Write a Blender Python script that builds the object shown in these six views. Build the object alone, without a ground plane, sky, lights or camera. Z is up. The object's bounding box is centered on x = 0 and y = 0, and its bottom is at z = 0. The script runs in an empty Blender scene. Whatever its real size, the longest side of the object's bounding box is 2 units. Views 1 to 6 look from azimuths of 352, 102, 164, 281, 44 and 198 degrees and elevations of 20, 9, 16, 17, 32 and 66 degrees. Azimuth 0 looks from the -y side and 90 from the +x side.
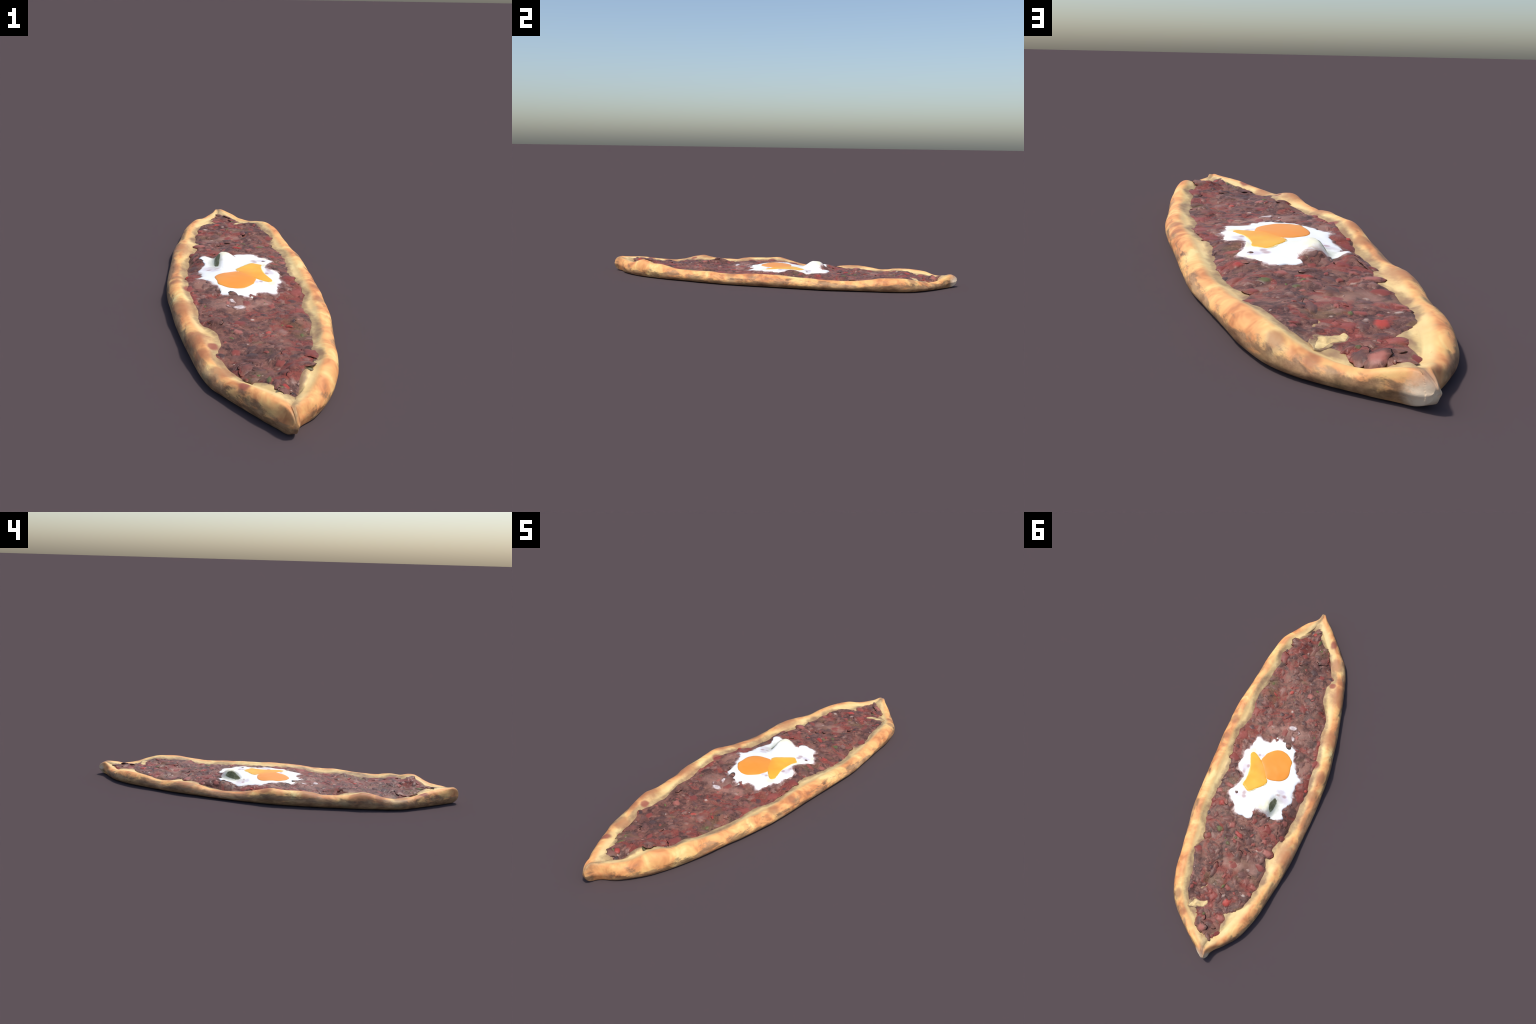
"""A boat-shaped Turkish flatbread: raised dough rim pinched into two tips, minced-meat
filling with diced pepper, a fried egg with a burst yolk and a small lump of egg white."""
import bpy, bmesh, math, random
import numpy as np
from mathutils import Vector, Matrix, noise

random.seed(11)
rng = np.random.default_rng(11)
COL = bpy.context.scene.collection

# ------------------------------------------------------------------ curves
def smooth(a, b, t):
    t = np.clip((t - a) / (b - a), 0, 1)
    return t * t * (3 - 2 * t)

def pchip(pts):
    """Monotone cubic through control points (t, value)."""
    p = np.array(sorted(pts), float)
    x, y = p[:, 0], p[:, 1]
    h = np.diff(x); d = np.diff(y) / h
    m = np.zeros_like(x)
    m[0], m[-1] = d[0], d[-1]
    for i in range(1, len(x) - 1):
        if d[i - 1] * d[i] > 0:
            w1, w2 = 2 * h[i] + h[i - 1], h[i] + 2 * h[i - 1]
            m[i] = (w1 + w2) / (w1 / d[i - 1] + w2 / d[i])
    def f(t):
        t = np.clip(np.asarray(t, float), x[0], x[-1])
        i = np.clip(np.searchsorted(x, t) - 1, 0, len(x) - 2)
        s = (t - x[i]) / h[i]
        return ((2*s**3 - 3*s**2 + 1) * y[i] + (s**3 - 2*s**2 + s) * h[i] * m[i]
                + (-2*s**3 + 3*s**2) * y[i+1] + (s**3 - s**2) * h[i] * m[i+1])
    return f

# plan outline of the bread, (y, x): east (+x) and west (-x) sides
EAST = [(-1.002, .029), (-.985, .035), (-.958, .043), (-.935, .060), (-.9, .101), (-.843, .142), (-.773, .179),
        (-.697, .204), (-.571, .233), (-.441, .252), (-.381, .265), (-.285, .278), (-.213, .286), (-.05, .290),
        (.15, .290), (.258, .289), (.323, .286), (.411, .274), (.505, .262), (.577, .254), (.637, .248),
        (.686, .238), (.743, .222), (.805, .188), (.863, .137), (.923, .074), (.96, .033), (.985, .010), (1.002, -.014)]
WEST = [(-1.002, .012), (-.985, -.003), (-.96, -.020), (-.93, -.041), (-.842, -.102), (-.756, -.158), (-.705, -.189),
        (-.603, -.219), (-.463, -.247), (-.385, -.259), (-.248, -.278), (-.151, -.288), (-.054, -.296), (.028, -.295),
        (.109, -.293), (.197, -.288), (.291, -.278), (.364, -.269), (.449, -.258), (.513, -.246), (.599, -.226),
        (.676, -.207), (.739, -.191), (.799, -.169), (.863, -.136), (.917, -.087), (.95, -.052), (.97, -.040), (.985, -.036), (1.002, -.024)]
# height of the rim's crest along each side
CREST_E = [(-1.002, .083), (-.97, .082), (-.94, .074), (-.90, .069), (-.86, .067), (-.833, .072), (-.80, .084), (-.764, .094),
           (-.735, .090), (-.69, .077), (-.646, .078), (-.61, .073), (-.57, .064), (-.517, .059), (-.45, .058),
           (-.377, .061), (-.32, .060), (-.276, .056), (-.2, .057), (-.12, .060), (-.04, .064), (.05, .062),
           (.09, .059), (.17, .056), (.225, .055), (.287, .050), (.336, .049), (.42, .047), (.46, .048), (.5, .053),
           (.54, .059), (.6, .068), (.66, .070), (.72, .069), (.776, .056), (.816, .045), (.86, .039), (.889, .041),
           (.92, .054), (.967, .068), (1.002, .060)]
CREST_W = [(-1.002, .083), (-.95, .081), (-.904, .078), (-.842, .071), (-.79, .062), (-.74, .053), (-.68, .049),
           (-.63, .053), (-.59, .063), (-.55, .073), (-.508, .078), (-.476, .071), (-.43, .061), (-.367, .059),
           (-.31, .058), (-.26, .068), (-.2, .073), (-.13, .073), (-.05, .077), (.013, .064), (.07, .051), (.14, .039),
           (.22, .034), (.275, .038), (.34, .049), (.39, .055), (.437, .058), (.508, .052), (.568, .045), (.608, .048),
           (.65, .056), (.75, .063), (.82, .060), (.886, .047), (.93, .055), (.967, .067), (1.002, .060)]
# height of the filling along the middle
MIDDLE = [(-1.002, .078), (-.93, .077), (-.88, .077), (-.83, .080), (-.77, .076), (-.7, .067), (-.6, .057), (-.47, .050),
          (-.3, .048), (-.2, .050), (-.1, .060), (0, .066), (.1, .062), (.25, .054), (.39, .051), (.54, .047), (.6, .054),
          (.72, .052), (.8, .049), (.88, .050), (.93, .060), (.97, .067), (1.002, .060)]
rim_e, rim_w, crest_e, crest_w, middle = map(pchip, (EAST, WEST, CREST_E, CREST_W, MIDDLE))
def belly(y):     # the wall's widest line lies lower than the rim and a little further out
    y = np.asarray(y, float)
    return y + .0108 * (1.37 - y) * (1 - y ** 4) * (1 - smooth(-.1, .35, y))
def east(y):
    y = np.asarray(y, float)
    return rim_e(belly(y)) + .009 * (1 - y ** 4) + .004 * smooth(0, .35, y) * (1 - y ** 6)
def west(y):
    y = np.asarray(y, float)
    return rim_w(belly(y)) - .003 * (1 - y ** 4) * (1 - smooth(-.05, .3, y)) + .0005 * smooth(.1, .4, y) * (1 - y ** 6)

# border of the meat, (y, x)
MEAT_E = [(-.885, .045), (-.86, .062), (-.82, .075), (-.776, .100), (-.707, .142), (-.669, .172), (-.635, .165), (-.604, .162),
          (-.534, .187), (-.455, .217), (-.406, .212), (-.339, .212), (-.271, .197), (-.207, .216), (-.152, .236),
          (-.077, .227), (-.015, .222), (.041, .211), (.103, .214), (.19, .226), (.241, .225), (.301, .229), (.33, .238),
          (.366, .229), (.408, .208), (.455, .187), (.485, .200), (.509, .216), (.578, .201), (.645, .184), (.715, .174),
          (.765, .150), (.784, .117), (.814, .090), (.843, .081), (.869, .066), (.896, .036), (.914, .012)]
MEAT_W = [(-.885, .018), (-.86, -.008), (-.805, -.042), (-.762, -.092), (-.709, -.118), (-.628, -.160), (-.591, -.174),
          (-.57, -.160), (-.539, -.148), (-.466, -.154), (-.401, -.180), (-.331, -.210), (-.25, -.209), (-.176, -.219),
          (-.068, -.236), (.014, -.225), (.056, -.228), (.115, -.228), (.207, -.231), (.281, -.221), (.341, -.190),
          (.396, -.169), (.441, -.158), (.467, -.143), (.5, -.162), (.543, -.173), (.592, -.165), (.658, -.144),
          (.713, -.130), (.752, -.095), (.785, -.052), (.808, -.056), (.842, -.054), (.88, -.062), (.9, -.040), (.914, -.006)]
meat_e, meat_w = pchip(MEAT_E), pchip(MEAT_W)

# local swellings of the filling: x, y, radius x, radius y, height
SWELLS = [(.085, -.775, .050, .050, .008), (.04, .872, .04, .03, .010), (-.155, .262, .044, .060, .033), (-.140, -.390, .040, .055, .032),
          (-.090, -.455, .040, .040, .013), (.148, -.395, .035, .050, .016), (.180, -.550, .020, .035, .008), (-.160, .580, .032, .045, .026), (.142, .10, .035, .035, .012),
          (.150, .368, .035, .040, .008), (-.080, -.687, .030, .025, .010), (.018, -.720, .045, .040, -.016), (-.057, .445, .035, .040, -.014),
          (.055, -.850, .040, .045, -.022), (-.108, -.140, .030, .035, -.011)]
MOUND = (-.057, .212, .052, .030, .056, .042)      # lump of set egg white: x, y, east, west and y radii, height

def side_profile(edge, sign, h, k, t):
    """Control points of one side of the cross-section, from the underside over the crest to the trough."""
    p = .45 + .55 * smooth(.02, .09, k * .098)          # the narrow tips are pinched to a ridge
    return [(edge - sign * .098 * k * (a / .098) ** p, b) for a, b in (
        (.030, .0008), (.016, .0015), (.007, .12 * h + .001), (.002, .26 * h), (.000, .42 * h), (.003, .60 * h), (.010, .78 * h), (.020, .91 * h),
        (.031, .98 * h), (.043, h), (.054, .75 * h + .25 * t), (.066, .30 * h + .70 * t), (.080, t))]

def catmull(pts, per):
    p = np.array(pts); out = []
    q = np.vstack([2 * p[0] - p[1], p, 2 * p[-1] - p[-2]])
    for i in range(1, len(q) - 2):
        for s in np.arange(per) / per:
            a, b, c, d = q[i-1:i+3]
            out.append(.5 * (2*b + (c-a)*s + (2*a-5*b+4*c-d)*s*s + (3*b-a-3*c+d)*s**3))
    out.append(p[-1])
    return np.array(out)

PER, INNER = 4, 44
def section(y, sink=0.0):
    """Closed cross-section at y: underside west -> east, east side, top, west side."""
    xe, xw = float(east(y)), float(west(y))
    hw = (xe - xw) / 2
    he, hc, hv = float(crest_e(y)), float(middle(y)), float(crest_w(y))
    k = min(1.0, hw / .098)
    open_ = smooth(.07, .16, hw)                       # trough closes towards the tips
    te = he - (.009 * open_ + .001); tw = hv - (.009 * open_ + .001)
    E = catmull(side_profile(xe, 1, he, k, te), PER)
    W = catmull(side_profile(xw, -1, hv, k, tw), PER)[::-1]
    u = np.linspace(1, -1, INNER + 2)[1:-1]
    xa, xb = E[-1, 0], W[0, 0]
    xs = (xa + xb) / 2 + (xa - xb) / 2 * u
    base = (te + tw) / 2 + (te - tw) / 2 * u
    zs = base + (hc - (te + tw) / 2) * (1 - u * u) ** .8
    for sx, sy, rx, ry, hh in SWELLS:
        zs = zs + hh * np.exp(-((xs - sx) / rx) ** 2 - ((y - sy) / ry) ** 2) * (1 - u ** 6)
    mx, my, re, rw, ry, hh = MOUND
    q = np.hypot((xs - mx) / np.where(xs > mx, re, rw), (y - my) / ry)
    zs = zs + hh * (1 - smooth(.25, 1.55, q))
    if sink:
        dist = np.minimum(float(meat_e(y)) - xs, xs - float(meat_w(y)))
        inside = smooth(.0, .022, dist) * smooth(-.89, -.86, y) * smooth(.92, .89, y)
        zs = zs - sink * inside
    under = np.linspace(W[-1, 0], E[0, 0], 16)[1:-1]
    loop = np.vstack([E, np.stack([xs, zs], 1), W, np.stack([under, np.full(14, .0005)], 1)])
    # round the blunt ends of the tips
    over = np.clip((abs(y) - .957) / .0427, 0, 1)
    f = math.sqrt(max(0.0, 1 - over ** 2.1))
    loop[:, 1] = .042 + (loop[:, 1] - .042) * (.12 + .88 * f)
    return loop, len(E), len(W)

_cache = {}
def top_line(y):
    key = round(float(y), 4)
    if key not in _cache:
        loop, ne, nw = section(key)
        i0 = 4 * PER
        up = loop[i0: ne + INNER + nw - i0][::-1]
        _cache[key] = (np.maximum.accumulate(up[:, 0]), up[:, 1])
    return _cache[key]
def top(x, y):
    xs, zs = top_line(y)
    return float(np.interp(x, xs, zs))
def n3(x, y, s, seed=0.0):
    return noise.noise(Vector((x * s + seed, y * s - seed * .7, seed * 1.3)))

# ------------------------------------------------------------------ helpers for objects
pide = bpy.data.objects.new("boat_shaped_flatbread", None)
COL.objects.link(pide)
pide["label"] = "boat-shaped flatbread with minced meat, diced peppers and a fried egg"
pide["category"] = "flatbread"

def add(name, me, mat, parent=pide, smooth_=True):
    ob = bpy.data.objects.new(name, me)
    COL.objects.link(ob)
    ob.parent = parent
    if mat and not me.materials:
        me.materials.append(mat)
    if smooth_:
        me.polygons.foreach_set("use_smooth", [True] * len(me.polygons))
    return ob

def mesh_from(name, verts, faces):
    me = bpy.data.meshes.new(name)
    me.from_pydata([tuple(map(float, v)) for v in verts], [], faces)
    bm = bmesh.new(); bm.from_mesh(me)
    bmesh.ops.recalc_face_normals(bm, faces=bm.faces)
    bm.to_mesh(me); bm.free()
    me.update()
    return me

# ------------------------------------------------------------------ materials
class Nodes:
    def __init__(self, name, rough=.6, spec=.25):
        self.m = bpy.data.materials.new(name); self.m.use_nodes = True
        self.t = self.m.node_tree; self.n = self.t.nodes; self.l = self.t.links
        self.bsdf = self.n["Principled BSDF"]
        self.bsdf.inputs["Roughness"].default_value = rough
        self.bsdf.inputs["Specular IOR Level"].default_value = spec
        tc = self.n.new("ShaderNodeTexCoord"); tc.object = pide      # one space for the whole bread
        self.co = tc.outputs["Object"]
        self.local = self.n.new("ShaderNodeTexCoord").outputs["Object"]
    def put(self, sock, v):
        if isinstance(v, bpy.types.NodeSocket): self.l.new(v, sock)
        else: sock.default_value = v
    def noise(self, scale, detail=3, rough=.55, dist=0.0, stretch=None, shift=(0, 0, 0)):
        v = self.co
        mp = self.n.new("ShaderNodeMapping"); self.l.new(v, mp.inputs[0])
        mp.inputs["Scale"].default_value = stretch or (1, 1, 1)
        mp.inputs["Location"].default_value = shift
        t = self.n.new("ShaderNodeTexNoise"); self.l.new(mp.outputs[0], t.inputs["Vector"])
        t.inputs["Scale"].default_value = scale; t.inputs["Detail"].default_value = detail
        t.inputs["Roughness"].default_value = rough; t.inputs["Distortion"].default_value = dist
        return t.outputs["Fac"]
    def cells(self, scale, out="Distance", warp=0.0):
        v = self.co
        if warp:
            t = self.n.new("ShaderNodeTexNoise"); self.l.new(v, t.inputs["Vector"]); t.inputs["Scale"].default_value = scale * .7
            a = self.n.new("ShaderNodeVectorMath"); a.operation = "MULTIPLY_ADD"
            self.l.new(t.outputs["Color"], a.inputs[0]); a.inputs[1].default_value = (warp,) * 3; self.l.new(v, a.inputs[2])
            v = a.outputs[0]
        t = self.n.new("ShaderNodeTexVoronoi"); self.l.new(v, t.inputs["Vector"]); t.inputs["Scale"].default_value = scale
        return t.outputs[out]
    def math(self, op, a, b=0.0, c=0.0, clamp=False):
        m = self.n.new("ShaderNodeMath"); m.operation = op; m.use_clamp = clamp
        for s, v in zip(m.inputs, (a, b, c)): self.put(s, v)
        return m.outputs[0]
    def step(self, v, a, b):
        r = self.n.new("ShaderNodeMapRange"); r.interpolation_type = "SMOOTHSTEP"
        self.put(r.inputs[0], v); r.inputs[1].default_value = a; r.inputs[2].default_value = b
        return r.outputs[0]
    def ramp(self, fac, stops):
        r = self.n.new("ShaderNodeValToRGB"); self.put(r.inputs[0], fac)
        e = r.color_ramp.elements
        while len(e) < len(stops): e.new(.5)
        for el, (p, c) in zip(e, stops): el.position = p; el.color = (*c, 1)
        return r.outputs[0]
    def mix(self, fac, a, b, mode="MIX"):
        m = self.n.new("ShaderNodeMix"); m.data_type = "RGBA"; m.blend_type = mode
        self.put(m.inputs[0], fac)
        for s, v in ((m.inputs[6], a), (m.inputs[7], b)):
            self.put(s, v if isinstance(v, bpy.types.NodeSocket) else (*v, 1))
        return m.outputs[2]
    def axis(self, local=False):
        s = self.n.new("ShaderNodeSeparateXYZ"); self.l.new(self.local if local else self.co, s.inputs[0])
        return s.outputs
    def curve(self, v, pts):
        """v in 0..1 through a smooth curve given by points in 0..1."""
        c = self.n.new("ShaderNodeFloatCurve"); self.put(c.inputs["Value"], v)
        cu = c.mapping.curves[0]
        for i, (a, b) in enumerate(pts):
            if i < 2: cu.points[i].location = (a, b)
            else: cu.points.new(a, b)
        c.mapping.update()
        return c.outputs[0]
    def spot(self, centre, radii, soft, wobble):
        """1 inside an irregular blob, fading to 0 outside."""
        a = self.n.new("ShaderNodeVectorMath"); a.operation = "SUBTRACT"; self.l.new(self.co, a.inputs[0]); a.inputs[1].default_value = centre
        b = self.n.new("ShaderNodeVectorMath"); b.operation = "DIVIDE"; self.l.new(a.outputs[0], b.inputs[0]); b.inputs[1].default_value = radii
        c = self.n.new("ShaderNodeVectorMath"); c.operation = "LENGTH"; self.l.new(b.outputs[0], c.inputs[0])
        d = self.math("ADD", c.outputs["Value"], wobble)
        return self.step(d, 1 + soft, 1 - soft)
    def bump(self, h, strength, dist):
        b = self.n.new("ShaderNodeBump"); self.put(b.inputs["Height"], h)
        b.inputs["Strength"].default_value = strength; b.inputs["Distance"].default_value = dist
        self.l.new(b.outputs[0], self.bsdf.inputs["Normal"])
    def done(self, colour):
        self.put(self.bsdf.inputs["Base Color"], colour if isinstance(colour, bpy.types.NodeSocket) else (*colour, 1))
        return self.m

YM = np.linspace(-.88, .91, 26)
def beyond_meat(N, wander):
    """Distance outside the border of the filling (negative inside), made irregular."""
    ax = N.axis(); yn = N.math("MULTIPLY_ADD", ax[1], .5, .5)
    side = []
    for f in (meat_e, meat_w):
        pts = [(0, .53)] + [((y + 1) / 2, float(f(y)) / .6 + .5) for y in YM] + [(1, .48)]
        side.append(N.math("MULTIPLY_ADD", N.curve(yn, pts), .6, -.3))
    g = N.math("MAXIMUM", N.math("SUBTRACT", ax[0], side[0]), N.math("SUBTRACT", side[1], ax[0]))
    return N.math("ADD", g, N.math("MULTIPLY_ADD", N.noise(30, 3, .6), wander, -wander / 2))
def soaked(N):
    return N.ramp(N.noise(20, 3, .6, 0, None, (0, 4, 4)), [(.36, (.22, .11, .075)), (.52, (.36, .23, .115)), (.68, (.52, .38, .19))])
def meat_colour(N):
    broad = N.noise(8, 3, .6, 1.2)
    clump = N.noise(24, 3, .55, 1.8, (1, 1, .4), (2, 5, 0))
    c = N.ramp(clump, [(.30, (.070, .040, .037)), (.42, (.130, .066, .058)), (.52, (.185, .090, .074)), (.62, (.245, .125, .100)), (.76, (.38, .23, .18))])
    c = N.mix(N.math("MULTIPLY", N.step(broad, .51, .60), .80), c, (.29, .070, .055))
    c = N.mix(N.math("MULTIPLY", N.step(broad, .47, .37), .70), c, (.085, .048, .043))
    c = N.mix(N.math("MULTIPLY", N.step(N.noise(9, 3, .5, .5, None, (1, 8, 3)), .56, .70), .5), c, (.17, .135, .065))
    # stringy pale fibres and dark gaps
    fibre = N.math("ABSOLUTE", N.math("SUBTRACT", N.noise(20, 3, .5, 2.5, None, (9, 3, 3)), .5))
    c = N.mix(N.math("MULTIPLY", N.step(fibre, .018, .002), .38), c, (.42, .27, .22))
    gap = N.math("ABSOLUTE", N.math("SUBTRACT", N.noise(17, 3, .5, 2.0, None, (4, 7, 1)), .5))
    c = N.mix(N.math("MULTIPLY", N.step(gap, .026, .002), .62), c, (.045, .026, .025))
    c = N.mix(N.math("MULTIPLY", N.step(N.noise(26, 2, .5, 1, None, (5, 1, 3)), .66, .76), .5), c, (.46, .31, .25))
    wob = N.math("MULTIPLY_ADD", N.noise(22, 3, .6), 1.6, -.8)
    for x, y, rx, ry in [(-.055, -.225, .075, .045), (.050, -.215, .035, .030), (.0, .545, .055, .030), (-.16, -.03, .03, .05), (-.09, .53, .03, .03)]:
        c = N.mix(N.math("MULTIPLY", N.spot((x, y, .055), (rx, ry, .05), .5, wob), .55), c, (.47, .30, .25))     # milky egg juice in the meat
    for x, y, rx, ry in [(.118, -.80, .040, .030), (.150, -.50, .025, .030), (-.09, -.78, .03, .03)]:
        c = N.mix(N.math("MULTIPLY", N.spot((x, y, .06), (rx, ry, .05), .5, wob), .55), c, (.17, .15, .065))     # olive herb juice
    tan = N.noise(10, 3, .55, 1.0, None, (2, 6, 4))
    c = N.mix(N.math("MULTIPLY", N.step(tan, .54, .66), .55), c, (.30, .165, .125))
    c = N.mix(1.0, c, (.94, .79, .72), "MULTIPLY")
    return c, clump

def crust_material():
    N = Nodes("baked_dough", .55, .3)
    ax = N.axis()
    yn = N.math("MULTIPLY_ADD", ax[1], .5, .5)
    ys = np.linspace(-1, 1, 15)
    fe = N.curve(yn, [((y + 1) / 2, float(east(y)) / .6 + .5) for y in ys])
    fw = N.curve(yn, [((y + 1) / 2, float(west(y)) / .6 + .5) for y in ys])
    xe = N.math("MULTIPLY_ADD", fe, .6, -.3); xw = N.math("MULTIPLY_ADD", fw, .6, -.3)
    d = N.math("MINIMUM", N.math("SUBTRACT", xe, ax[0]), N.math("SUBTRACT", ax[0], xw))
    big = N.noise(11, 3, .58, .5)
    fine = N.noise(55, 4, .6)
    d = N.math("ADD", d, N.math("MULTIPLY_ADD", big, .03, -.015))
    toast = N.ramp(big, [(.30, (.93, .70, .30)), (.43, (.90, .52, .19)), (.53, (.84, .39, .145)), (.62, (.66, .26, .095)), (.74, (.42, .16, .07))])
    pale = N.ramp(N.noise(14, 3, .5, 0, None, (3, 1, 0)), [(.35, (.80, .58, .25)), (.6, (.90, .70, .33))])
    c = N.mix(N.math("MULTIPLY", N.step(d, .040, .066), .80), toast, pale)
    # juices from the filling soak into the dough beside it
    g = beyond_meat(N, .03)
    c = N.mix(N.math("MULTIPLY", N.step(g, .017, -.004), .80), c, soaked(N))
    # scorched, browned blotches along the west rim and a few on the east one
    wob = N.math("MULTIPLY_ADD", N.noise(24, 3, .6), 1.2, -.6)
    brown = None
    for x, y, rx, ry in [(-.215, -.510, .050, .060), (-.255, -.25, .05, .055), (-.20, -.60, .03, .03), (-.262, -.02, .03, .03),
                         (-.232, .42, .05, .07), (-.27, .22, .035, .06), (-.15, -.70, .04, .04), (-.255, .08, .03, .03),
                         (.268, -.21, .022, .03), (.275, -.10, .02, .025), (.20, .76, .02, .022), (.15, .83, .018, .02)]:
        s = N.spot((x, y, .055), (rx, ry, .06), .5, wob)
        brown = s if brown is None else N.math("MAXIMUM", brown, s)
    c = N.mix(N.math("MULTIPLY", brown, .75), c, (.40, .155, .075))
    # bits of red juice on the rim
    red = None
    for x, y, rx, ry in [(-.094, -.815, .018, .026), (-.166, -.562, .018, .018), (-.218, -.085, .016, .022)]:
        s = N.spot((x, y, .065), (rx, ry, .03), .35, N.math("MULTIPLY", wob, .6))
        red = s if red is None else N.math("MAXIMUM", red, s)
    c = N.mix(N.math("MULTIPLY", red, .85), c, (.33, .085, .06))
    # streaky browns low on the side, reaching higher westward to paint that wall's shade
    streak = N.noise(26, 4, .65, .3, (1, .45, 1.6), (0, 5, 2))
    low = N.step(N.math("ADD", N.math("MULTIPLY_ADD", N.step(ax[0], .05, -.12), -.014, ax[2]), N.math("MULTIPLY_ADD", streak, .15, -.075)), .050, .022)
    c = N.mix(N.math("MULTIPLY", N.math("MULTIPLY", low, N.step(d, .034, .018)), .85), c, N.ramp(N.noise(34, 4, .65, .3, (1, .35, 1.2), (3, 1, 2)), [(.32, (.085, .052, .034)), (.48, (.24, .14, .075)), (.64, (.44, .27, .14))]))
    # pale floury northern tip
    flour = N.spot((-.002, .982, .026), (.032, .026, .030), .6, wob)
    c = N.mix(N.math("MULTIPLY", flour, .8), c, (.92, .77, .56))
    c = N.mix(N.step(fine, .60, .78), c, N.mix(.35, c, (.50, .22, .08)))
    N.bump(N.math("ADD", N.math("MULTIPLY", big, .6), N.math("MULTIPLY", fine, .25)), .35, .01)
    return N.done(c)

def meat_material():
    N = Nodes("minced_meat", .5, .25)
    c, h = meat_colour(N)
    c = N.mix(N.math("MULTIPLY", N.step(beyond_meat(N, .022), -.010, .006), .85), c, soaked(N))
    N.bump(h, .2, .005)
    return N.done(c)

def piece_material(name, stops, own=.9, inner=.30, outer=.88):
    """Colour varies from piece to piece; each piece is smeared into the meat around it."""
    N = Nodes(name, .45, .25)
    r = N.n.new("ShaderNodeObjectInfo").outputs["Random"]
    f = N.math("ADD", N.math("MULTIPLY", r, .65), N.math("MULTIPLY", N.noise(45, 3, .6, .6), .45), clamp=True)
    c = N.ramp(f, stops)
    ax = N.axis(local=True)
    rad = N.math("SQRT", N.math("ADD", N.math("MULTIPLY", ax[0], ax[0]), N.math("MULTIPLY", ax[1], ax[1])))
    rad = N.math("ADD", rad, N.math("MULTIPLY_ADD", N.noise(60, 3, .6, .5, None, (3, 3, 3)), .7, -.35))
    m, h = meat_colour(N)
    c = N.mix(N.math("MULTIPLY", N.step(rad, outer, inner), own), m, c)
    return N.done(c)

CRUST = crust_material()
MEAT = meat_material()
CRUMB = piece_material("meat_crumb_brown", [(.15, (.070, .042, .040)), (.35, (.13, .066, .058)), (.5, (.19, .092, .078)), (.68, (.25, .085, .068)), (.82, (.27, .14, .11)), (1, (.40, .25, .20))], .75, .15, .85)
PEPPER = piece_material("red_pepper", [(.1, (.20, .050, .040)), (.4, (.28, .062, .050)), (.65, (.33, .085, .066)), (.95, (.43, .16, .125))])
BRIGHT = piece_material("bright_red_pepper", [(.1, (.36, .045, .036)), (.6, (.47, .06, .045)), (1, (.54, .10, .07))])
HERB = piece_material("green_pepper", [(.1, (.11, .095, .045)), (.5, (.13, .135, .050)), (1, (.12, .19, .045))])
DARK = piece_material("charred_meat", [(.1, (.045, .030, .031)), (.6, (.080, .048, .047)), (1, (.12, .07, .062))])
PALE = piece_material("onion", [(.1, (.36, .22, .17)), (.6, (.50, .36, .30)), (1, (.70, .58, .50))], .8, .1, .8)
def plain(name, stops, scale, rough=.45):
    N = Nodes(name, rough, .25)
    return N.done(N.ramp(N.noise(scale, 3, .6, .6), stops))
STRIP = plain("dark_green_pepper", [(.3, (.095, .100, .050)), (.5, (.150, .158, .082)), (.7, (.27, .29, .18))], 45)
FOLD = plain("pale_dough", [(.3, (.46, .33, .16)), (.46, (.74, .52, .23)), (.64, (.90, .68, .32))], 40)

# ------------------------------------------------------------------ dough crust
def build_crust():
    t = np.linspace(0, math.pi, 330)
    ys = np.sort(np.unique(np.concatenate([-.9995 * np.cos(t), np.linspace(-.96, .96, 260)])))
    verts, faces, n = [], [], None
    for y in ys:
        loop, ne, nw = section(y, .006)
        n = len(loop)
        for j, (x, z) in enumerate(loop):
            # kneaded unevenness, fading out on the underside
            a = .0034 * n3(x + z * 1.5, y, 11, 2.0) + .0012 * n3(x + z * 1.2, y, 30, 5.0)
            w = float(smooth(.006, .03, z))
            verts.append((x + np.sign(x - .0) * a * w * .6 * (1 if j < ne or j >= n - nw - 14 else 0), y, max(z + a * w * .7, .0)))
    R = len(ys)
    for i in range(R - 1):
        for j in range(n):
            k = (j + 1) % n
            faces.append((i*n + j, i*n + k, (i+1)*n + k, (i+1)*n + j))
    for i in (0, R - 1):
        faces.append(tuple(i*n + j for j in range(n)))
    return add("dough_crust", mesh_from("dough_crust", verts, faces), CRUST)
crust = build_crust()

# ------------------------------------------------------------------ egg outline (needed to keep the meat under it calm)
EGG_C = (-.005, .065)
EGG = [(.110, -.149), (.082, -.137), (.045, -.134), (.034, -.154), (.023, -.173), (0, -.165), (-.033, -.161), (-.070, -.146),
       (-.098, -.125), (-.097, -.094), (-.112, -.061), (-.131, -.022), (-.152, .008), (-.168, .025), (-.158, .058), (-.157, .088),
       (-.159, .117), (-.167, .136), (-.154, .169), (-.135, .195), (-.140, .227), (-.157, .247), (-.135, .261), (-.103, .265),
       (-.072, .262), (-.045, .252), (-.018, .246), (.002, .252), (-.004, .282), (.008, .300), (.044, .295), (.079, .292), (.098, .263),
       (.111, .242), (.134, .225), (.151, .198), (.143, .173), (.122, .147), (.115, .119), (.106, .093), (.130, .068), (.154, .050),
       (.157, .024), (.148, -.009), (.151, -.047), (.133, -.073), (.125, -.110), (.121, -.139)]

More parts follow.
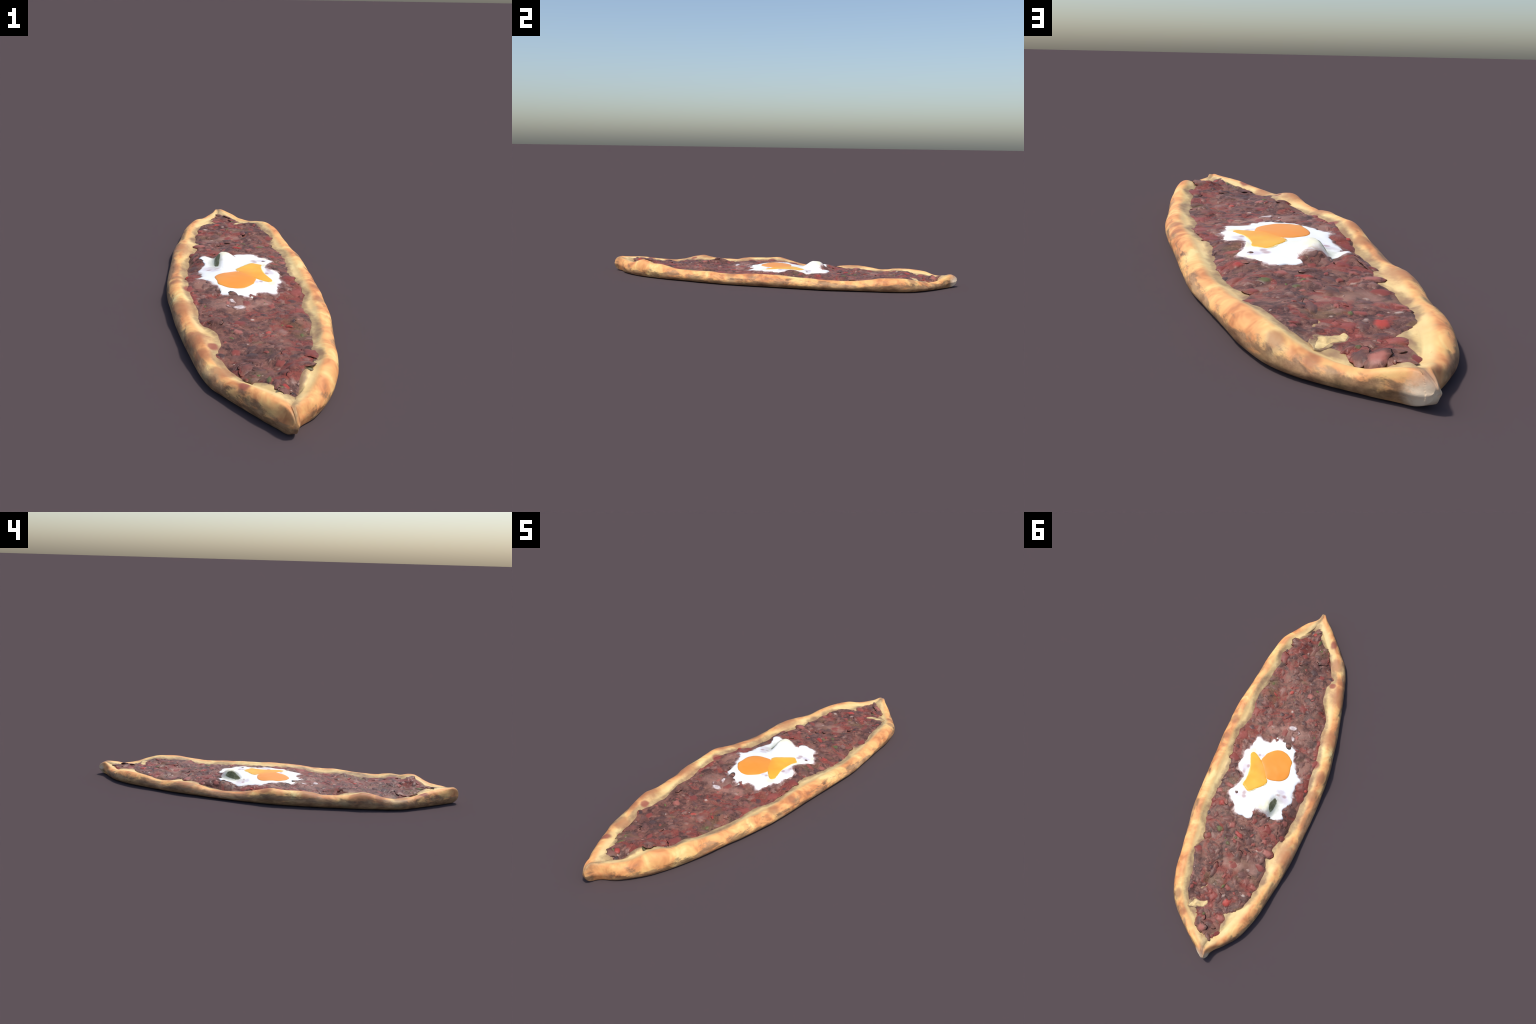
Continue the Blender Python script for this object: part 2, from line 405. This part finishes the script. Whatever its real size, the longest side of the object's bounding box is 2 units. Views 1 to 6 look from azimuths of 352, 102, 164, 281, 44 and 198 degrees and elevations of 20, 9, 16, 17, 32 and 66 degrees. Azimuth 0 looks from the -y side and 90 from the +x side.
def closed_outline(pts, per=6, jitter=0.0, seed=1.0):
    p = np.array(pts); n = len(p); out = []
    for i in range(n):
        a, b, c, d = p[i-1], p[i], p[(i+1) % n], p[(i+2) % n]
        for s in np.arange(per) / per:
            q = .5 * (2*b + (c-a)*s + (2*a-5*b+4*c-d)*s*s + (3*b-a-3*c+d)*s**3)
            q = q + jitter * np.array([n3(q[0], q[1], 60, seed), n3(q[0], q[1], 60, seed + 7)])
            out.append(q)
    return np.array(out)

def in_poly(P, x, y):
    a = P; b = np.roll(P, -1, 0)
    c = ((a[:, 1] > y) != (b[:, 1] > y))
    with np.errstate(divide="ignore", invalid="ignore"):
        xi = (b[:, 0] - a[:, 0]) * (y - a[:, 1]) / (b[:, 1] - a[:, 1]) + a[:, 0]
    return bool(np.sum(c & (x < xi)) % 2)
EGG_LINE = closed_outline(EGG, 6, .006)
def egg_inside(x, y):
    """0 outside the egg white, rising to 1 well inside."""
    d = float(np.min(np.hypot(EGG_LINE[:, 0] - x, EGG_LINE[:, 1] - y)))
    return float(smooth(-.016, .012, d if in_poly(EGG_LINE, x, y) else -d))

# ------------------------------------------------------------------ meat filling
def lumps(x, y):
    a = noise.noise(Vector((x * 9, y * 9, 6.4))) * .0060 + noise.noise(Vector((x * 18, y * 18, 3.1))) * .0040
    dist, _ = noise.voronoi(Vector((x * 16 + a * 120, y * 16, .7)))
    b = (.42 - min(dist[0], .9)) * .0062
    f = noise.fractal(Vector((x * 40, y * 40, 1.3)), 1.0, 2.0, 2) * .0010
    return a + b + f

def bed(x, y):
    """Height of the finished filling, on which the egg and the dough tongue lie."""
    q = 1 - .8 * egg_inside(x, y) if -.2 < y < .33 else 1.0
    return top(x, y) + .0007 + lumps(x, y) * q

def build_meat():
    ys = np.linspace(-.884, .913, 430); S = 130
    verts, faces = [], []
    lower = []
    for y in ys:
        a = float(meat_w(y)) - .008 + .010 * n3(0, y, 24, 3.0) + .0012 * n3(0, y, 60, 8.0)
        b = float(meat_e(y)) + .008 + .010 * n3(1, y, 24, 6.0) + .0012 * n3(1, y, 60, 9.0)
        for s in np.linspace(0, 1, S):
            x = a + (b - a) * s
            d = min(x - a, b - x, (y + .884) * .8 + .0005, (.913 - y) * .8 + .0005)
            body = float(smooth(0, .030, d))
            q = 1 - .8 * egg_inside(x, y) if -.2 < y < .33 else 1.0
            t = top(x, y)
            verts.append((x, y, t - .0065 + .0072 * body + lumps(x, y) * body * q))
            lower.append((x, y, t - .012))
    n = len(verts); verts += lower
    R = len(ys)
    for i in range(R - 1):
        for j in range(S - 1):
            q = (i*S + j, i*S + j + 1, (i+1)*S + j + 1, (i+1)*S + j)
            faces.append(q); faces.append(tuple(n + v for v in reversed(q)))
    rim = [j for j in range(S)] + [i*S + S - 1 for i in range(1, R)] + [(R-1)*S + j for j in range(S-2, -1, -1)] + [i*S for i in range(R-2, 0, -1)]
    for u, v in zip(rim, rim[1:] + rim[:1]):
        faces.append((u, n + u, n + v, v))
    return add("meat_filling", mesh_from("meat_filling", verts, faces), MEAT)
meat = build_meat()

# ------------------------------------------------------------------ egg
def puddle(name, line, centre, mat, thick, edge, lift, parent=pide, rings=26, ripple=.0008):
    """A poured puddle following the filling, with a rounded edge and its own thickness."""
    c = np.array(centre); n = len(line)
    verts, faces = [], []
    z0 = bed(*c) + lift
    for side in (1, 0):
        for r in range(1, rings + 1):
            f = (r / rings) ** .8
            for q in line:
                x, y = c + (q - c) * f
                gap = np.linalg.norm(q - c) * (1 - f)
                body = math.sqrt(max(0, 1 - (1 - min(gap / edge, 1)) ** 2))
                base = bed(x, y) + lift
                verts.append((x, y, base + thick * body + ripple * n3(x, y, 30, 2.2) if side else base - .006))
        verts.append((*c, z0 + thick if side else z0 - .006))
    half = rings * n + 1
    for side in (0, 1):
        o = side * half; ctr = o + rings * n
        for j in range(n):
            k = (j + 1) % n
            faces.append((ctr, o + j, o + k))
            for r in range(rings - 1):
                faces.append((o + r*n + j, o + (r+1)*n + j, o + (r+1)*n + k, o + r*n + k))
    for j in range(n):
        k = (j + 1) % n; a = (rings - 1) * n
        faces.append((a + j, a + k, half + a + k, half + a + j))
    return add(name, mesh_from(name, verts, faces), mat, parent)

def egg_white_material():
    N = Nodes("egg_white", .35, .35)
    c = N.ramp(N.noise(16, 3, .5, .4), [(.25, (.84, .83, .86)), (.42, (.93, .93, .92)), (.62, (.94, .93, .89)), (.78, (.93, .90, .72))])
    wob = N.math("MULTIPLY_ADD", N.noise(40, 3, .6), 1.4, -.7)
    def stains(spots):
        out = None
        for x, y, rx, ry in spots:
            s = N.spot((x, y, .06), (rx, ry, .08), .6, wob)
            out = s if out is None else N.math("MAXIMUM", out, s)
        return out
    c = N.mix(N.math("MULTIPLY", stains([(-.115, .145, .030, .022), (.118, .045, .018, .022), (.105, .195, .020, .012), (-.10, .115, .018, .012), (.052, -.046, .010, .010)]), .5), c, (.56, .43, .52))
    c = N.mix(N.math("MULTIPLY", stains([(-.030, .235, .018, .035), (-.050, .215, .030, .035), (.115, .120, .020, .025), (.11, -.06, .02, .02), (.128, .235, .012, .03)]), .55), c, (.92, .82, .42))
    c = N.mix(N.math("MULTIPLY", stains([(.075, .176, .010, .012), (.071, .195, .010, .010), (.104, .032, .007, .009), (.070, -.044, .008, .008), (-.088, .134, .010, .006), (-.122, .131, .012, .007), (-.010, .254, .012, .012), (.118, .075, .010, .016)]), .7), c, (.45, .24, .24))
    # greenish tint spreading round the dark green patch on the mound's western side
    c = N.mix(N.math("MULTIPLY", stains([(-.092, .197, .026, .060)]), .6), c, (.46, .48, .33))
    # milky, pinkish film over the meat on the far slope of the mound
    c = N.mix(N.math("MULTIPLY", stains([(-.045, .262, .035, .020)]), .7), c, (.50, .33, .27))
    return N.done(c)
def yolk_material(name, a, b, scale):
    N = Nodes(name, .35, .3)
    c = N.ramp(N.noise(scale, 3, .5, .5), [(.32, a), (.68, b)])
    wob = N.math("MULTIPLY_ADD", N.noise(20, 3, .5), 1.0, -.5)
    near = N.spot((-.01, .0, .068), (.065, .085, .06), .6, wob)      # deeper orange round the whole yolk
    return N.done(N.mix(N.math("MULTIPLY", near, .65), c, (.90, .315, .040)))
WHITE = egg_white_material()
YOLK = yolk_material("yolk_orange", (.90, .30, .035), (.86, .36, .055), 14)
RUNNY = yolk_material("yolk_yellow", (.90, .40, .03), (.92, .50, .05), 10)

egg = bpy.data.objects.new("fried_egg", None); COL.objects.link(egg); egg.parent = pide
def grown(line, centre, by, wander, freq, seed):
    """The outline pushed outwards by an uneven amount."""
    return np.array([q + (by + wander * n3(q[0], q[1], freq, seed) + .4 * wander * n3(q[0], q[1], 2.6 * freq, seed + 4)) * (q - centre) / np.linalg.norm(q - centre) for q in line])
# the white thins out in ragged films that the meat shows through
for by, wander, lift, stops in ((.014, .024, .0007, [(.36, (.16, .080, .068)), (.52, (.25, .13, .105)), (.68, (.40, .26, .22))]),
                               (.0080, .017, .0011, [(.34, (.26, .145, .125)), (.50, (.42, .28, .25)), (.66, (.62, .50, .46))]),
                               (.0030, .010, .0015, [(.34, (.50, .38, .36)), (.50, (.68, .59, .57)), (.66, (.86, .82, .78))])):
    puddle("egg_film", grown(EGG_LINE, EGG_C, by, wander, 34, 3.6), EGG_C, plain("thin_egg_film", stops, 38, .4), .0014, .014, lift, egg, 26, .0002)
puddle("egg_white", EGG_LINE, EGG_C, WHITE, .0026, .020, .0016, egg)
Y1 = [(.052, -.026), (.047, -.040), (.035, -.065), (.012, -.088), (-.012, -.101), (-.043, -.102), (-.076, -.084), (-.100, -.055), (-.103, -.024),
      (-.108, .011), (-.101, .040), (-.074, .062), (-.033, .071), (-.006, .070), (.016, .050), (.036, .018), (.050, -.010)]
Y2 = [(.116, -.037), (.107, -.050), (.089, -.046), (.068, -.030), (.038, -.003), (.009, .029), (-.005, .069), (-.015, .084), (-.005, .110),
      (.021, .133), (.058, .163), (.084, .148), (.099, .135), (.092, .106), (.091, .061), (.097, .022), (.110, -.012)]
HALO = plain("yolk_stained_white", [(.35, (.93, .72, .24)), (.6, (.94, .82, .50))], 25, .35)
C1, C2 = np.array((-.030, -.012)), np.array((.055, .065))
L1, L2 = closed_outline(Y1, 6, .0012), closed_outline(Y2, 6, .0018)
puddle("yolk_stain", grown(L2, C2, .0038, .006, 40, 2.2), C2, HALO, .0010, .008, .0040, egg, 10, .0003)
puddle("yolk_stain", grown(L1, C1, .0012, .002, 40, 5.2), C1, HALO, .0010, .008, .0040, egg, 10, .0003)
puddle("runny_yolk", L2, C2, RUNNY, .0014, .010, .0044, egg, 14, .0004)
puddle("egg_yolk", L1, C1, YOLK, .0022, .040, .0044, egg, 16, .0004)
for c in [(-.042, -.251, .019, .013), (-.059, -.190, .009, .013), (-.075, -.235, .008, .006)]:
    ring = [(c[0] + c[2] * math.cos(a) * (1 + .4 * n3(math.cos(a), math.sin(a), 1.5, c[0] * 50)), c[1] + c[3] * math.sin(a)) for a in np.arange(12) * math.pi / 6]
    line = closed_outline(ring, 4, .003)
    puddle("egg_film", grown(line, c[:2], .007, .006, 50, 3.0), c[:2], bpy.data.materials["thin_egg_film"], .0012, .010, .0010, egg, 6)
    puddle("egg_film", grown(line, c[:2], .003, .004, 50, 6.0), c[:2], bpy.data.materials["thin_egg_film.001"], .0012, .010, .0014, egg, 6)
    puddle("egg_white_drop", line, c[:2], bpy.data.materials["thin_egg_film.002"], .0012, .008, .0018, egg, 6)

# tongue of bare dough folded in over the filling near the northern tip
TONGUE = [(.128, .797), (.116, .795), (.095, .787), (.066, .776), (.046, .760), (.052, .748), (.078, .752), (.104, .758), (.122, .763), (.132, .778)]
LT = closed_outline(TONGUE, 6, .007)
puddle("soaked_dough", grown(LT, (.105, .775), .006, .006, 40, 2.0), (.105, .775), plain("soaked_dough", [(.35, (.22, .12, .08)), (.52, (.38, .25, .13)), (.7, (.55, .40, .20))], 40), .0010, .018, -.0006, pide, 12, .0004)
puddle("dough_fold", LT, (.100, .775), FOLD, .0018, .030, -.0004, pide, 12, .0014)

# dark green patch on the mound's steep western side
ring = [(-.083 + .0125 * math.cos(t) * (1 + .25 * math.sin(2 * t + .4)), .196 + .043 * math.sin(t)) for t in np.arange(14) * math.pi / 7]
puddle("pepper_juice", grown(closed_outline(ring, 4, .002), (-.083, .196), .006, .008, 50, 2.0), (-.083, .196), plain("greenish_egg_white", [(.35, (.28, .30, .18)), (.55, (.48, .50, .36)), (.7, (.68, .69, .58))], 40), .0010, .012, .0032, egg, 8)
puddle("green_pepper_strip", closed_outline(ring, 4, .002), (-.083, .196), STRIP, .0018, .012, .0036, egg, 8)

def blob(name, seed, flat, rough):
    """A low rounded morsel, unit radius, closed below; flat > 2 gives a diced, flat-topped one."""
    A, R = 26, 9
    verts, faces = [(0, 0, 1)], []
    out = [1 + rough * noise.noise(Vector((math.cos(a) * 1.2 + seed, math.sin(a) * 1.2, seed))) * 1.5 + rough * .5 * noise.noise(Vector((math.cos(a) * 3, math.sin(a) * 3, seed + 5)))
           for a in np.arange(A) * 2 * math.pi / A]
    if flat > 2:
        out = [o * (1 - .12 * math.cos(4 * a + seed)) for o, a in zip(out, np.arange(A) * 2 * math.pi / A)]
    for r in range(1, R + 1):
        f = r / R
        for j in range(A):
            a = 2 * math.pi * j / A
            x, y = f * out[j] * math.cos(a), f * out[j] * math.sin(a)
            z = 1 - 2.1 * f ** flat + .5 * rough * (1 - f) * noise.noise(Vector((x * 2 + seed, y * 2, 3)))
            verts.append((x, y, z))
    verts.append((0, 0, -1.6)); last = len(verts) - 1
    for j in range(A):
        k = (j + 1) % A
        faces.append((0, 1 + j, 1 + k))
        for r in range(R - 1):
            faces.append((1 + r*A + j, 1 + (r+1)*A + j, 1 + (r+1)*A + k, 1 + r*A + k))
        faces.append((last, 1 + (R-1)*A + k, 1 + (R-1)*A + j))
    return mesh_from(name, verts, faces)

# ------------------------------------------------------------------ pieces in the filling
def variants(name, count, flat, rough, mat):
    out = []
    for i in range(count):
        me = blob(name, 1.7 * i + flat * 9 + len(name), flat, rough)
        me.materials.append(mat)
        me.polygons.foreach_set("use_smooth", [True] * len(me.polygons))
        out.append(me)
    return out
KINDS = {"red_pepper_piece": variants("red_pepper_piece", 6, 3.0, .28, PEPPER),
         "bright_pepper_piece": variants("bright_pepper_piece", 3, 3.0, .25, BRIGHT),
         "green_pepper_piece": variants("green_pepper_piece", 3, 2.5, .4, HERB),
         "charred_crumb": variants("charred_crumb", 3, 2, .5, DARK),
         "onion_piece": variants("onion_piece", 3, 2.2, .5, PALE),
         "meat_crumb": variants("meat_crumb", 8, 2, .5, CRUMB)}
placed = []
def place(kind, x, y, rx, ry, h, turn, lift=0.0):
    ob = bpy.data.objects.new(kind, random.choice(KINDS[kind]))
    COL.objects.link(ob); ob.parent = meat
    e = .012
    nrm = Vector((-(bed(x+e, y) - bed(x-e, y)) / (2*e), -(bed(x, y+e) - bed(x, y-e)) / (2*e), 1)).normalized()
    q = Vector((0, 0, 1)).rotation_difference(nrm).to_matrix().to_4x4()
    ob.matrix_local = Matrix.Translation((x, y, bed(x, y) + lift)) @ q @ Matrix.Rotation(turn, 4, "Z") @ Matrix.Diagonal((rx * 1.3, ry * 1.3, h, 1))
    placed.append((x, y, max(rx, ry)))

RED = [(.140, -.644, .029, .032), (.080, -.245, .014, .022), (-.071, -.461, .019, .019), (-.055, -.377, .027, .022), (.173, -.286, .019, .030),
       (.193, -.134, .026, .033), (.188, .005, .027, .024), (-.214, -.088, .017, .028),
       (-.010, -.212, .017, .033), (-.197, -.206, .010, .018), (-.079, -.204, .010, .018), (.158, .160, .030, .014), (.032, -.690, .020, .018),
       (-.093, -.595, .018, .018), (.211, .256, .013, .017), (.199, .197, .018, .015), (-.105, .326, .021, .018), (-.105, .385, .015, .015),
       (.167, .440, .017, .018), (.189, .520, .023, .023), (-.125, .514, .030, .018), (.020, .610, .008, .018), (.148, .707, .010, .015),
       (.033, .719, .018, .021), (-.123, .656, .013, .013), (-.129, .618, .018, .013), (-.031, .803, .023, .018), (-.040, .877, .014, .018),
       (-.023, .301, .015, .018), (-.194, .113, .023, .023), (-.170, .265, .018, .018), (-.176, .340, .018, .013), (-.136, .436, .027, .018),
       (-.014, .658, .018, .015), (.035, .872, .023, .018), (-.002, .546, .022, .025), (.072, .355, .018, .020)]
BRIGHTS = [(.021, -.841, .014, .014), (.111, -.419, .017, .007), (.033, -.458, .011, .017), (.164, .262, .017, .015), (.025, .392, .028, .013),
           (-.035, .728, .020, .022), (-.214, .066, .009, .010)]
GREEN = [(-.019, -.796, .009, .020), (.146, -.478, .009, .014), (-.097, -.503, .011, .005), (.126, .391, .021, .016), (.063, .450, .015, .011),
         (.008, .659, .007, .015), (.050, .808, .010, .010), (.104, -.772, .017, .009)]
CHAR = [(.165, -.195, .021, .017), (-.047, -.613, .027, .020), (.133, -.398, .010, .015), (.039, -.315, .018, .015), (-.142, -.603, .016, .013),
        (.091, .585, .015, .018), (-.036, .450, .019, .010), (.212, .325, .016, .016), (.04, -.86, .012, .012)]
ONION = [(.023, -.719, .008, .012), (-.007, -.348, .011, .011), (.059, -.228, .016, .011), (-.077, .544, .014, .011), (-.097, .671, .017, .009),
         (-.085, .440, .014, .009), (-.01, .70, .010, .016)]
CLUMPS = [(-.177, .184, .036, .036), (-.189, .056, .028, .025), (.114, .186, .017, .017), (-.007, .262, .016, .016), (-.125, -.119, .028, .028),
          (-.153, -.063, .018, .028), (.174, .099, .036, .028), (.015, -.158, .022, .018)]
for kind, items, h in (("red_pepper_piece", RED, .0036), ("bright_pepper_piece", BRIGHTS, .0042), ("green_pepper_piece", GREEN, .0036),
                       ("charred_crumb", CHAR, .0028), ("onion_piece", ONION, .0032), ("meat_crumb", CLUMPS, .0065)):
    for x, y, rx, ry in items:
        place(kind, x, y, rx, ry, h, math.radians(-17) + random.uniform(-.25, .25), -.0004)

def scatter(kind, count, lo, hi, h, keep):
    tries = made = 0
    while made < count and tries < 20000:
        tries += 1
        y = random.uniform(-.87, .90); a, b = float(meat_w(y)), float(meat_e(y))
        if b - a < .03: continue
        r = random.uniform(lo, hi)
        if b - a < 2.4 * r: continue
        x = random.uniform(a + 1.1 * r, b - 1.1 * r)
        if egg_inside(x, y) > .3 or (y > .74 and y < .81 and x > .03): continue
        if any(abs(px - x) < (pr + r) * keep and math.hypot(px - x, py - y) < (pr + r) * keep for px, py, pr in placed): continue
        place(kind, x, y, r * random.uniform(.8, 1.5), r * random.uniform(.6, 1.0), min(r * h * random.uniform(.7, 1.2), .0050), random.uniform(0, math.pi), -.0004)
        made += 1
scatter("meat_crumb", 165, .011, .028, .22, .62)
scatter("red_pepper_piece", 26, .007, .012, .35, .6)
scatter("onion_piece", 14, .004, .007, .4, .5)
scatter("green_pepper_piece", 10, .004, .008, .4, .5)
